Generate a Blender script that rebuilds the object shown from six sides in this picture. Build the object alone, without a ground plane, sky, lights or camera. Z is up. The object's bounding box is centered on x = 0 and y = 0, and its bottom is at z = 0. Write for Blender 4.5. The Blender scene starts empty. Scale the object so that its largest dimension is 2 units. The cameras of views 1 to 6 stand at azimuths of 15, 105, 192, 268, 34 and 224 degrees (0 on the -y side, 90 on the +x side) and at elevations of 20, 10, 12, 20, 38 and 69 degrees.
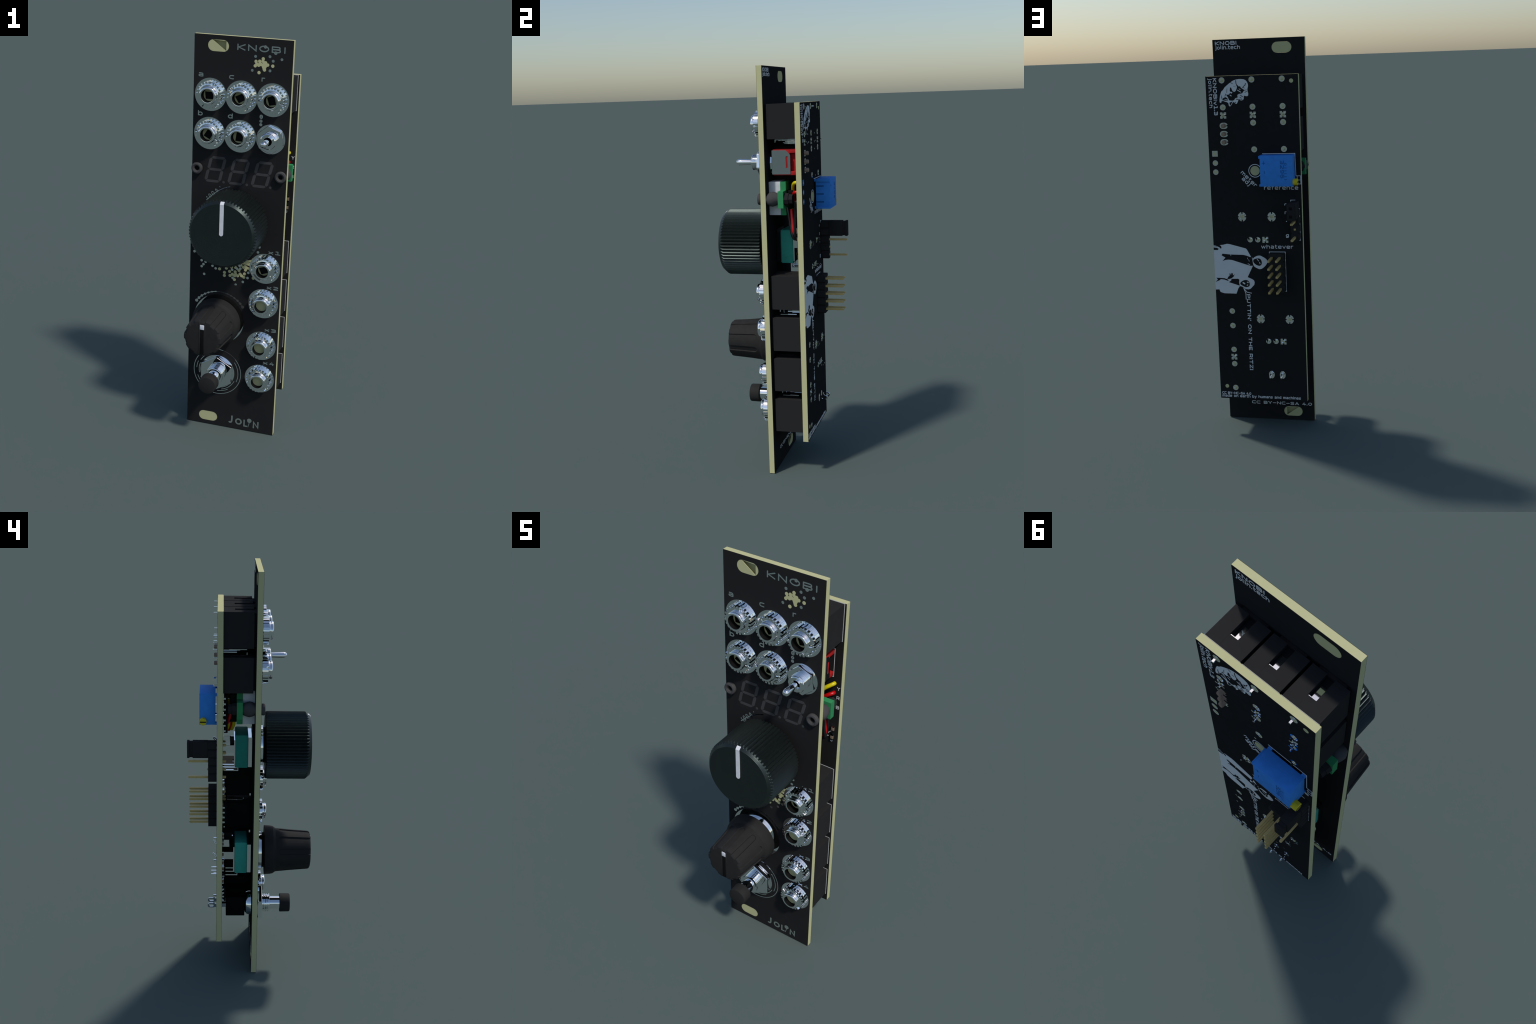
# Modular-synthesizer module: dark front panel with jacks, knobs and switches,
# a circuit board behind it carrying the parts.  Metres, z up, front faces -y.
import bpy, bmesh, math, random
from math import sin, cos, pi, radians, hypot
from mathutils import Vector, Matrix
from mathutils.geometry import tessellate_polygon

rnd = random.Random(7)

# ------------------------------------------------------------------ sizes
PX, PZ = 0.2335, 2.0                 # panel half width, height
PF, PB = -0.0395, -0.0125            # panel front / back plane (y)
BX, BZ0, BZ1 = 0.229, 0.175, 1.825   # board half width, bottom, top
BF, BB = 0.136, 0.1635               # board front / back plane (y)
MASK = 0.0009                        # solder mask thickness

# ------------------------------------------------------------------ materials
def srgb(r, g, b):
    f = lambda c: c / 12.92 if c <= 0.04045 else ((c + 0.055) / 1.055) ** 2.4
    return tuple(f(c / 255.0) for c in (r, g, b)) + (1.0,)

def material(name, col, rough=0.5, metal=0.0, vary=0.06, scale=40.0, spec=0.5,
             bump=0.0, bump_scale=200.0, coat=0.0):
    m = bpy.data.materials.new(name); m.use_nodes = True
    nt = m.node_tree; b = nt.nodes["Principled BSDF"]
    b.inputs["Roughness"].default_value = rough
    b.inputs["Metallic"].default_value = metal
    b.inputs["Specular IOR Level"].default_value = spec
    b.inputs["Coat Weight"].default_value = coat
    tc = nt.nodes.new("ShaderNodeTexCoord")
    n = nt.nodes.new("ShaderNodeTexNoise")
    n.inputs["Scale"].default_value = scale; n.inputs["Detail"].default_value = 3.0
    nt.links.new(tc.outputs["Object"], n.inputs["Vector"])
    ramp = nt.nodes.new("ShaderNodeValToRGB")
    lo = tuple(c * (1 - vary) for c in col[:3]) + (1,)
    hi = tuple(min(1, c * (1 + vary)) for c in col[:3]) + (1,)
    ramp.color_ramp.elements[0].position = 0.3; ramp.color_ramp.elements[0].color = lo
    ramp.color_ramp.elements[1].position = 0.7; ramp.color_ramp.elements[1].color = hi
    nt.links.new(n.outputs["Fac"], ramp.inputs["Fac"])
    nt.links.new(ramp.outputs["Color"], b.inputs["Base Color"])
    if bump:
        n2 = nt.nodes.new("ShaderNodeTexNoise"); n2.inputs["Scale"].default_value = bump_scale
        nt.links.new(tc.outputs["Object"], n2.inputs["Vector"])
        bp = nt.nodes.new("ShaderNodeBump"); bp.inputs["Strength"].default_value = bump
        bp.inputs["Distance"].default_value = 0.001
        nt.links.new(n2.outputs["Fac"], bp.inputs["Height"])
        nt.links.new(bp.outputs["Normal"], b.inputs["Normal"])
    return m

MASKM  = material("black_solder_mask", (0.0240, 0.0238, 0.0245, 1), 0.9, spec=0.0, vary=0.03)
MASKI  = material("black_solder_mask_board", (0.0228, 0.0228, 0.0232, 1), 0.9, spec=0.0, vary=0.03)
CORE   = material("fibreglass_core", (0.57, 0.555, 0.305, 1), 0.9, spec=0.0, vary=0.012)
CHROME = material("polished_metal", (0.93, 0.94, 0.94, 1), 0.03, 1.0, vary=0.0)
STEEL  = material("tinned_metal", (0.88, 0.89, 0.90, 1), 0.05, 1.0, vary=0.01)
GOLD   = material("gilded_pin", (0.58, 0.44, 0.17, 1), 0.5, 0.3, vary=0.04)
SILK   = material("white_print", (0.72, 0.73, 0.74, 1), 0.8, spec=0.0, vary=0.02)
BLACK  = material("black_plastic", (0.0285, 0.0280, 0.0280, 1), 0.9, spec=0.03, vary=0.03)
DEEP   = material("deep_black_plastic", (0.006, 0.006, 0.006, 1), 0.7, spec=0.1)
RUBBER = material("dark_rubber", (0.075, 0.073, 0.073, 1), 0.9, spec=0.05)
KNOBP  = material("soft_black_plastic", (0.027, 0.0262, 0.0258, 1), 0.7, spec=0.10)
SEGM   = material("unlit_segment", (0.070, 0.069, 0.070, 1), 0.8, spec=0.0)
WINDOW = material("smoked_window", (0.0246, 0.0244, 0.0252, 1), 0.8, spec=0.02)
BLUE   = material("blue_plastic", (0.050, 0.262, 0.76, 1), 0.7, spec=0.08)
BLUEDK = material("blue_plastic_shade", (0.020, 0.110, 0.36, 1), 0.8, spec=0.05)  # darker copy of the blue: painted recess shade, also the marking
YELLOW = material("brass_yellow_plastic", (0.62, 0.52, 0.02, 1), 0.6, spec=0.2)
RED    = material("red_plastic", (0.46, 0.022, 0.022, 1), 0.7, spec=0.1)
GREEN  = material("green_circuit_board", (0.042, 0.27, 0.105, 1), 0.8, spec=0.05)
TEAL   = material("teal_plastic", (0.070, 0.50, 0.39, 1), 0.75, spec=0.08)
GREYB  = material("pale_grey_plastic", (0.66, 0.68, 0.70, 1), 0.7, spec=0.1)
WRED   = material("red_insulation", (0.55, 0.004, 0.006, 1), 0.3)
WYEL   = material("yellow_insulation", (0.72, 0.60, 0.005, 1), 0.3)
WBLK   = material("black_insulation", (0.010, 0.010, 0.010, 1), 0.3)
BROWN  = material("bronze_terminal", (0.30, 0.21, 0.15, 1), 0.6, 0.1)
WHITE  = material("white_indicator", (0.82, 0.82, 0.86, 1), 0.5, spec=0.2)

def knob_metal():
    """Dark anodised metal; fine turned rings (noise along the radius) on the face."""
    m = material("dark_anodised_metal", (0.037, 0.049, 0.047, 1), 0.38, 0.75, vary=0.04)
    nt = m.node_tree; b = nt.nodes["Principled BSDF"]
    tc = nt.nodes.new("ShaderNodeTexCoord")
    sep = nt.nodes.new("ShaderNodeSeparateXYZ"); nt.links.new(tc.outputs["Object"], sep.inputs["Vector"])
    comb = nt.nodes.new("ShaderNodeCombineXYZ")
    nt.links.new(sep.outputs["X"], comb.inputs["X"]); nt.links.new(sep.outputs["Z"], comb.inputs["Y"])
    ln = nt.nodes.new("ShaderNodeVectorMath"); ln.operation = 'LENGTH'
    nt.links.new(comb.outputs["Vector"], ln.inputs[0])
    big = nt.nodes.new("ShaderNodeTexNoise"); big.inputs["Scale"].default_value = 9.0
    nt.links.new(tc.outputs["Object"], big.inputs["Vector"])
    mulr = nt.nodes.new("ShaderNodeMath"); mulr.operation = 'MULTIPLY'; mulr.inputs[1].default_value = 420.0
    nt.links.new(ln.outputs["Value"], mulr.inputs[0])
    add = nt.nodes.new("ShaderNodeMath"); add.operation = 'ADD'
    nt.links.new(mulr.outputs["Value"], add.inputs[0]); nt.links.new(big.outputs["Fac"], add.inputs[1])
    n1 = nt.nodes.new("ShaderNodeTexNoise"); n1.noise_dimensions = '1D'; n1.inputs["Scale"].default_value = 1.0
    n1.inputs["Detail"].default_value = 3.0
    nt.links.new(add.outputs["Value"], n1.inputs["W"])
    bp = nt.nodes.new("ShaderNodeBump"); bp.inputs["Strength"].default_value = 0.5
    bp.inputs["Distance"].default_value = 0.0009
    nt.links.new(n1.outputs["Fac"], bp.inputs["Height"])
    nt.links.new(bp.outputs["Normal"], b.inputs["Normal"])
    return m
KNOBM = knob_metal()

# ------------------------------------------------------------------ scene helpers
def put(name, me, mat, parent=None, loc=(0, 0, 0), rot=(0, 0, 0), stuff=False):
    o = bpy.data.objects.new(name, me)
    bpy.context.scene.collection.objects.link(o)
    if mat is not None and len(me.materials) == 0:
        me.materials.append(mat)
    o.parent = parent; o.location = loc; o.rotation_euler = rot
    if stuff: o["kind"] = "stuff"
    return o

def finish(bm, name, smooth=None, merge=True):
    if merge: bmesh.ops.remove_doubles(bm, verts=bm.verts, dist=1e-7)
    bmesh.ops.recalc_face_normals(bm, faces=bm.faces)
    me = bpy.data.meshes.new(name); bm.to_mesh(me); bm.free()
    if smooth is not None:
        for p in me.polygons: p.use_smooth = True
        me.set_sharp_from_angle(angle=radians(smooth))
    return me

def box_into(bm, x0, x1, y0, y1, z0, z1, bev=0.0):
    r = bmesh.ops.create_cube(bm, size=1.0)
    for v in r["verts"]:
        v.co = Vector((x0 + (v.co.x + .5) * (x1 - x0), y0 + (v.co.y + .5) * (y1 - y0), z0 + (v.co.z + .5) * (z1 - z0)))
    if bev > 0:
        es = list({e for v in r["verts"] for e in v.link_edges})
        bmesh.ops.bevel(bm, geom=es, offset=bev, segments=2, affect='EDGES', profile=0.5)

def box(name, x0, x1, y0, y1, z0, z1, bev=0.0):
    bm = bmesh.new(); box_into(bm, x0, x1, y0, y1, z0, z1, bev)
    return finish(bm, name, 40 if bev else None)

def boxes(name, lst, bev=0.0):
    bm = bmesh.new()
    for b in lst: box_into(bm, *b, bev)
    return finish(bm, name, 40 if bev else None, merge=False)

def lathe_into(bm, prof, seg=48, cx=0.0, cz=0.0, rfun=None):
    """Revolve (y, r) points around the y axis through (cx, cz); r = 0 closes an end."""
    rings = []
    for (y, r) in prof:
        if r <= 1e-9:
            rings.append([bm.verts.new((cx, y, cz))])
        else:
            ring = []
            for i in range(seg):
                a = 2 * pi * i / seg
                rr = rfun(y, r, a) if rfun else r
                ring.append(bm.verts.new((cx + rr * cos(a), y, cz + rr * sin(a))))
            rings.append(ring)
    for A, B in zip(rings, rings[1:]):
        for i in range(seg):
            j = (i + 1) % seg
            if len(A) == 1 and len(B) == 1: continue
            if len(A) == 1: bm.faces.new((A[0], B[i], B[j]))
            elif len(B) == 1: bm.faces.new((A[i], B[0], A[j]))
            else: bm.faces.new((A[i], B[i], B[j], A[j]))

def lathe(name, prof, seg=48, rfun=None, smooth=35, cx=0.0, cz=0.0):
    bm = bmesh.new(); lathe_into(bm, prof, seg, cx, cz, rfun)
    return finish(bm, name, smooth)

def circle(cx, cz, r, n=40, a0=0.0, a1=2 * pi):
    full = abs(a1 - a0 - 2 * pi) < 1e-6
    m = n if full else n - 1
    return [(cx + r * cos(a0 + (a1 - a0) * i / m), cz + r * sin(a0 + (a1 - a0) * i / m)) for i in range(n)]

def slot_outline(cx, cz, hw, hh, n=12):
    pts = []
    for s in (1, -1):
        for i in range(n + 1):
            a = -pi / 2 + pi * i / n + (0 if s > 0 else pi)
            pts.append((cx + s * (hw - hh) + hh * cos(a), cz + hh * sin(a)))
    return pts

def plate_into(bm, outer, holes, y0, y1):
    """Flat plate in the xz plane, from y0 to y1, with holes cut through it."""
    loops = [outer] + list(holes)
    tris = tessellate_polygon([[Vector((x, z, 0)) for x, z in l] for l in loops])
    flat = [p for l in loops for p in l]
    va = [bm.verts.new((x, y0, z)) for x, z in flat]
    vb = [bm.verts.new((x, y1, z)) for x, z in flat]
    for t in tris:
        if len(set(t)) < 3: continue
        try:
            bm.faces.new([va[i] for i in t]); bm.faces.new([vb[i] for i in reversed(t)])
        except ValueError: pass
    k = 0
    for l in loops:
        n = len(l)
        for i in range(n):
            a, b = k + i, k + (i + 1) % n
            bm.faces.new((va[a], va[b], vb[b], vb[a]))
        k += n

def plate(name, outer, holes, y0, y1):
    bm = bmesh.new(); plate_into(bm, outer, holes, y0, y1)
    return finish(bm, name)

def hexagon(r, turn=90):
    return [(r * cos(radians(turn + 60 * k)), r * sin(radians(turn + 60 * k))) for k in range(6)]

def tube_curve(name, pts, r, mat, parent, res=6):
    cu = bpy.data.curves.new(name, 'CURVE'); cu.dimensions = '3D'
    cu.bevel_depth = r; cu.bevel_resolution = res; cu.use_fill_caps = True; cu.resolution_u = 10
    sp = cu.splines.new('BEZIER'); sp.bezier_points.add(len(pts) - 1)
    for bp, p in zip(sp.bezier_points, pts):
        bp.co = p; bp.handle_left_type = bp.handle_right_type = 'AUTO'
    tmp = bpy.data.objects.new(name, cu)
    bpy.context.scene.collection.objects.link(tmp)
    dg = bpy.context.evaluated_depsgraph_get()
    me = bpy.data.meshes.new_from_object(tmp.evaluated_get(dg))
    bpy.data.objects.remove(tmp); bpy.data.curves.remove(cu)
    me.name = name; me.materials.clear()
    for p in me.polygons: p.use_smooth = True
    return put(name, me, mat, parent)

# ------------------------------------------------------------------ print: ribbons and lettering
class Print:
    """Collects thin raised strokes and shapes on one face of a board.
    Each stroke sits a hair higher than the last, so no two tops share a plane."""
    def __init__(self, plane_y, side, base=0.0005):
        self.bm = bmesh.new(); self.y = plane_y; self.side = side; self.h = base
    def pt(self, x, z, h): return self.bm.verts.new((x, self.y + self.side * h, z))
    def lift(self):
        self.h += 0.0000035; return self.h
    def ribbon(self, pts, w, closed=False, cap=True):
        h = self.lift(); n = len(pts); P = [Vector(p) for p in pts]; hw = w / 2
        L, R = [], []
        for i in range(n):
            if closed: a, b, c = P[i - 1], P[i], P[(i + 1) % n]
            else: a, b, c = P[max(i - 1, 0)], P[i], P[min(i + 1, n - 1)]
            d1 = (b - a) if (b - a).length > 1e-9 else (c - b)
            d2 = (c - b) if (c - b).length > 1e-9 else d1
            d1 = d1.normalized(); d2 = d2.normalized()
            n1 = Vector((-d1.y, d1.x)); n2 = Vector((-d2.y, d2.x))
            m = n1 + n2
            if m.length < 0.35: m = n1
            m.normalize(); k = hw / max(0.5, m.dot(n1))
            L.append(b + m * k); R.append(b - m * k)
        if closed:
            lo, li = [self.pt(p.x, p.y, h) for p in L], [self.pt(p.x, p.y, h) for p in R]
            bo, bi = [self.pt(p.x, p.y, -.0003) for p in L], [self.pt(p.x, p.y, -.0003) for p in R]
            for i in range(n):
                j = (i + 1) % n
                self.bm.faces.new((lo[i], lo[j], li[j], li[i]))
                self.bm.faces.new((bo[i], bo[j], lo[j], lo[i]))
                self.bm.faces.new((li[i], li[j], bi[j], bi[i]))
            return
        out = list(L)
        if cap:
            d = (P[-1] - P[-2]).normalized(); a0 = math.atan2(d.y, d.x)
            out += [P[-1] + hw * Vector((cos(a0 + pi / 2 - pi * k / 6), sin(a0 + pi / 2 - pi * k / 6))) for k in range(1, 6)]
        out += list(reversed(R))
        if cap:
            d = (P[0] - P[1]).normalized(); a0 = math.atan2(d.y, d.x)
            out += [P[0] + hw * Vector((cos(a0 + pi / 2 - pi * k / 6), sin(a0 + pi / 2 - pi * k / 6))) for k in range(1, 6)]
        self.poly([tuple(p) for p in out], h)
    def poly(self, outer, h=None, holes=()):
        h = h or self.lift()
        loops = [outer] + list(holes)
        tris = tessellate_polygon([[Vector((x, z, 0)) for x, z in l] for l in loops])
        flat = [p for l in loops for p in l]
        top = [self.pt(x, z, h) for x, z in flat]; bot = [self.pt(x, z, -.0003) for x, z in flat]
        for t in tris:
            if len(set(t)) == 3:
                try: self.bm.faces.new([top[i] for i in t])
                except ValueError: pass
        k = 0
        for l in loops:
            m = len(l)
            for i in range(m):
                a, b = k + i, k + (i + 1) % m
                self.bm.faces.new((top[a], top[b], bot[b], bot[a]))
            k += m
    def disc(self, x, z, r, n=20): self.poly(circle(x, z, r, n))
    def text(self, s, x, z, height, length, weight, ux=(1, 0), uy=(0, 1), gap=0.42):
        """Stroke lettering.  (x, z) is the left end of the base line, ux the reading
        direction, uy the letters' up; the words are fitted to the given length."""
        adv = [GLYPH_W[c] + gap for c in s]; total = sum(adv) - gap
        kx = (length - weight) / total; ky = height - weight
        X = weight / 2 / kx
        for c, a in zip(s, adv):
            for st in GLYPH[c]:
                closed = st[0] == 'loop'
                pts = st[1]
                if st[2]: pts = round_off(pts, closed)
                q = []
                for (px, py) in pts:
                    U = (X + px) * kx; V = weight / 2 + py * ky
                    q.append((x + ux[0] * U + uy[0] * V, z + ux[1] * U + uy[1] * V))
                if len(q) == 1: self.disc(q[0][0], q[0][1], weight * 0.68, 12)
                else: self.ribbon(q, weight, closed)
            X += a
    def done(self, name):
        bm = self.bm
        bmesh.ops.recalc_face_normals(bm, faces=bm.faces)
        for f in bm.faces:      # tops must face out of the board
            if abs(f.normal.y) > 0.9 and f.normal.y * self.side < 0: f.normal_flip()
        me = bpy.data.meshes.new(name); bm.to_mesh(me); bm.free()
        return me

def round_off(pts, closed, times=2):
    """Chaikin corner cutting: turns a coarse polygon into a smooth curve."""
    for _ in range(times):
        out = []; n = len(pts)
        rng = range(n) if closed else range(n - 1)
        if not closed: out.append(pts[0])
        for i in rng:
            (ax, ay), (bx, by) = pts[i], pts[(i + 1) % n]
            out += [(ax * .75 + bx * .25, ay * .75 + by * .25), (ax * .25 + bx * .75, ay * .25 + by * .75)]
        if not closed: out.append(pts[-1])
        pts = out
    return pts

# glyphs: width plus strokes (kind, points, smooth) on a unit cap height
GLYPH, GLYPH_W = {}, {}
def glyph(c, w, *strokes): GLYPH[c] = strokes; GLYPH_W[c] = w
line = lambda *p: ('line', p, False)
curve = lambda *p: ('line', p, True)
loop = lambda *p: ('loop', p, True)
def oval(w, h, y0=0.0, x0=0.0):
    k = 0.30
    return loop((x0 + w * k, y0), (x0 + w * (1 - k), y0), (x0 + w, y0 + h * k), (x0 + w, y0 + h * (1 - k)),
                (x0 + w * (1 - k), y0 + h), (x0 + w * k, y0 + h), (x0, y0 + h * (1 - k)), (x0, y0 + h * k))
XH = 0.72
glyph(' ', 0.35)
glyph('.', 0.05, ('line', ((0.02, 0.05),), False))
glyph('-', 0.85, line((0, .47), (.85, .47)))
glyph("'", 0.1, line((.1, 1), (0, .78)))
glyph('!', 0.05, line((.02, 1), (.02, .32)), ('line', ((0.02, 0.04),), False))
glyph('K', 0.9, line((0, 0), (0, 1)), line((.9, 1), (.08, .5), (.9, 0)))
glyph('N', 0.95, line((0, 0), (0, 1), (.95, 0), (.95, 1)))
glyph('O', 1.1, oval(1.1, 1))
glyph('B', 0.95, line((0, 0), (0, 1)), curve((0, 1), (.75, 1), (.92, .9), (.92, .62), (.75, .53), (0, .53)),
      curve((0, .5), (.78, .5), (.97, .4), (.97, .1), (.78, 0), (0, 0)))
glyph('I', 0.05, line((0.02, 0), (0.02, 1)))
glyph('P', 0.85, line((0, 0), (0, 1)), curve((0, 1), (.68, 1), (.86, .88), (.86, .48), (.68, .36), (0, .36)))
glyph('U', 0.95, curve((0, 1), (0, .3), (.1, .05), (.3, 0), (.65, 0), (.85, .05), (.95, .3), (.95, 1)))
glyph('T', 0.95, line((0, 1), (.95, 1)), line((.475, .98), (.475, 0)))
glyph('H', 0.95, line((0, 0), (0, 1)), line((.95, 0), (.95, 1)), line((0, .5), (.95, .5)))
glyph('E', 0.8, line((.8, 1), (0, 1), (0, 0), (.8, 0)), line((0, .5), (.7, .5)))
glyph('R', 0.9, line((0, 0), (0, 1)), curve((0, 1), (.68, 1), (.88, .88), (.88, .5), (.68, .4), (0, .4)), line((.45, .4), (.9, 0)))
glyph('Z', 0.9, line((0, 1), (.9, 1), (0, 0), (.9, 0)))
glyph('C', 0.95, curve((.95, 1), (.35, 1), (.1, .95), (0, .75), (0, .25), (.1, .05), (.35, 0), (.95, 0)))
glyph('Y', 0.95, line((0, 1), (.47, .5), (.95, 1)), line((.47, .5), (.47, 0)))
glyph('S', 0.9, curve((.9, 1), (.25, 1), (.02, .95), (.02, .58), (.25, .52), (.65, .5), (.9, .45), (.9, .05), (.65, 0), (0, 0)))
glyph('A', 1.0, line((0, 0), (.5, 1), (1, 0)), line((.2, .32), (.8, .32)))
glyph('J', 0.6, curve((.6, 1), (.6, .25), (.5, .03), (.3, 0), (.1, .03), (0, .2)))
glyph('L', 0.6, line((0, 1), (0, 0), (.6, 0)))
glyph('a', 0.75, curve((.05, XH), (.5, XH), (.72, XH * .9), (.75, .4), (.75, 0)), loop((.2, 0), (.75, 0), (.75, .38), (.2, .38), (0, .3), (0, .08)))
glyph('b', 0.75, line((0, 1), (0, 0)), oval(.75, XH))
glyph('c', 0.7, curve((.7, XH), (.25, XH), (0, XH * .85), (0, .1), (.25, 0), (.7, 0)))
glyph('d', 0.75, line((.75, 1), (.75, 0)), oval(.75, XH))
glyph('e', 0.78, curve((.74, 0), (.25, 0), (0, .08), (0, .66), (.2, XH), (.58, XH), (.78, .66), (.78, .36)), line((.06, .36), (.78, .36)))
glyph('f', 0.5, curve((.5, 1), (.3, 1), (.15, .9), (.15, 0)), line((0, XH), (.45, XH)))
glyph('g', 0.75, oval(.75, XH), curve((.75, XH), (.75, -.1), (.6, -.25), (.05, -.25)))
glyph('h', 0.75, line((0, 1), (0, 0)), curve((0, .5), (.15, XH), (.55, XH), (.75, .6), (.75, 0)))
glyph('i', 0.05, line((0.02, 0), (0.02, XH)), ('line', ((.02, .97),), False))
glyph('j', 0.25, curve((.25, XH), (.25, -.1), (.15, -.25), (0, -.25)), ('line', ((.25, .97),), False))
glyph('l', 0.15, curve((.02, 1), (.02, .12), (.06, 0), (.15, 0)))
glyph('m', 1.1, line((0, 0), (0, XH)), curve((0, .5), (.1, XH), (.4, XH), (.55, .6), (.55, 0)), curve((.55, .5), (.65, XH), (.95, XH), (1.1, .6), (1.1, 0)))
glyph('n', 0.75, line((0, 0), (0, XH)), curve((0, .5), (.15, XH), (.55, XH), (.75, .6), (.75, 0)))
glyph('o', 0.78, oval(.78, XH))
glyph('r', 0.5, line((0, 0), (0, XH)), curve((0, .45), (.1, XH), (.5, XH)))
glyph('s', 0.65, curve((.65, XH), (.15, XH), (0, .62), (0, .42), (.2, .36), (.5, .36), (.65, .28), (.65, .06), (.5, 0), (0, 0)))
glyph('t', 0.5, curve((.15, .98), (.15, .1), (.3, 0), (.5, 0)), line((0, XH), (.5, XH)))
glyph('u', 0.75, curve((0, XH), (0, .1), (.2, 0), (.55, 0), (.75, .2)), line((.75, XH), (.75, 0)))
glyph('v', 0.75, line((0, XH), (.37, 0), (.75, XH)))
glyph('w', 1.1, line((0, XH), (.27, 0), (.55, XH * .9), (.82, 0), (1.1, XH)))
glyph('x', 0.75, line((0, 0), (.75, XH)), line((0, XH), (.75, 0)))
glyph('y', 0.75, line((0, XH), (.38, .02)), line((.75, XH), (.3, -.25), (.05, -.25)))
glyph('0', 0.9, oval(.9, 1))
glyph('1', 0.6, line((.05, 1), (.35, 1), (.35, 0)), line((0, 0), (.65, 0)))
glyph('2', 0.8, curve((0, 1), (.55, 1), (.8, .9), (.8, .6), (.5, .45), (.1, .25), (0, 0)), line((0, 0), (.8, 0)))
glyph('3', 0.8, curve((0, 1), (.55, 1), (.8, .9), (.8, .6), (.55, .52), (.15, .52)), curve((.2, .52), (.6, .52), (.82, .42), (.82, .1), (.6, 0), (0, 0)))
glyph('9', 0.8, oval(.8, .6, .4), curve((.8, .7), (.8, .2), (.6, 0), (.1, 0)))
glyph('6', 0.8, oval(.8, .6), curve((0, .3), (0, .8), (.2, 1), (.7, 1)))
glyph('4', 0.85, line((.45, 1), (0, .3), (.85, .3)), line((.62, .6), (.62, 0)))

# ------------------------------------------------------------------ the thing
root = bpy.data.objects.new("synthesizer_module", None)
bpy.context.scene.collection.objects.link(root)
root.location = (-.001, .0010, 0)
root["label"] = "narrow black synthesizer module with silver jacks and two knobs"
root["category"] = "synthesizer module"

# ---- front panel ---------------------------------------------------------
SLOTS = [(-0.118, 1.953), (-0.118, 0.0465)]
SHW, SHH = 0.0505, 0.027
rect = lambda hx, z0, z1: [(-hx, z0), (hx, z0), (hx, z1), (-hx, z1)]
slots = [slot_outline(x, z, SHW, SHH) for x, z in SLOTS]
panel = put("front_panel", plate("front_panel", rect(PX, 0, PZ), slots, PF + MASK, PB - MASK), CORE, root)
put("solder_mask", plate("solder_mask", rect(PX, 0, PZ), slots, PF, PF + MASK), MASKM, panel)
put("solder_mask", plate("solder_mask", rect(PX, 0, PZ), slots, PB - MASK, PB), MASKM, panel)
# stray mesh faces closing the mounting slots, copied as plates; two lack a triangle
def slot_mesh_fill(k, y0, y1, notch=None):
    (cx, cz), e = SLOTS[k], 0.0006
    o = slot_outline(cx, cz, SHW - e, SHH - e)
    put("slot_mesh_fill", plate("slot_mesh_fill", o, [notch] if notch else [], y0, y1), CORE, panel)
x, z = SLOTS[0]
slot_mesh_fill(0, PF + .0006, PF + .0026, [(x - .030, z + .0255), (x + .037, z + .022), (x + .037, z - .0225)])
slot_mesh_fill(0, PB - .0026, PB - .0006)
x, z = SLOTS[1]
slot_mesh_fill(1, PF + .0006, PF + .0026)
slot_mesh_fill(1, PB - .0026, PB - .0006, [(x + .034, z + .022), (x - .030, z + .0245), (x + .034, z - .0215)])

# metal print on the front (bare polished copper)
fp = Print(PF, -1, 0.0006)
for c, x0, w in (('K', -.026, .034), ('N', .0247, .0355), ('O', .077, .041), ('B', .135, .037), ('I', .191, .0062)):
    fp.text(c, x0 - .0025, 1.9395, .029, w + .005, .0056)
fp.disc(.103, 1.963, .0075); fp.disc(.152, 1.9395, .0078)
for c, x0, z0 in (('a', -.2105, 1.8065), ('c', -.0625, 1.8065), ('r', .0915, 1.8075), ('b', -.2095, 1.625), ('d', -.0625, 1.625)):
    fp.text(c, x0, z0, .0245, .0165 if c == 'r' else .0235, .0048)
for n, zt in (('1', .9855), ('2', .803), ('3', .577), ('4', .3955)):
    fp.text('x', .1645, zt, .0180, .0235, .0042)
    fp.text(n, .1975, zt, .0185, .0245, .0045)
# switch legend: joined, single and solid dots
fp.ribbon(round_off([(.0925, 1.640), (.1035, 1.640), (.1035, 1.6545), (.0925, 1.6545)], True), .0045, True)
fp.ribbon([(.0925, 1.6472), (.1035, 1.6472)], .0045)
fp.ribbon(circle(.0975, 1.627, .0052, 16), .0042, True); fp.ribbon([(.094, 1.627), (.101, 1.627)], .002)
fp.disc(.0975, 1.6105, .0072)
# scattered round specks of bare metal
for x, z, r in ((.059, 1.918, .0066), (.126, 1.922, .0066), (.182, 1.913, .0063), (.142, 1.903, .0066), (.129, 1.859, .0066), (.046, 1.855, .0062)):
    fp.disc(x, z, r)
LOWER = [(-.212, .948), (-.174, .906), (-.153, .901), (-.164, .887), (-.173, .875), (-.159, .836), (-.117, .885),
         (-.100, .874), (.068, .875), (.065, .847), (.042, .823), (.006, .803), (.118, 1.014), (.112, .987),
         (.010, .888), (.027, .891), (-.015, .879), (.022, .905), (-.011, .837)]
for x, z in LOWER: fp.disc(x, z, .0066)
# bead arc round the small knob and its scale ring
KX, KZ = -.075, .608
for k in range(15):
    t = k / 14.0; a = radians(146 - 112 * t); r = .145
    s = .003 + .0052 * abs(1 - 2 * t) ** 1.2
    fp.disc(KX + r * cos(a), KZ + r * sin(a), s, 14)
fp.ribbon(circle(KX, KZ, .145, 40, radians(34), radians(146)), .0042)
fp.poly(circle(KX, KZ, .130, 64), holes=[circle(KX, KZ, .055, 48)])
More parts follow.
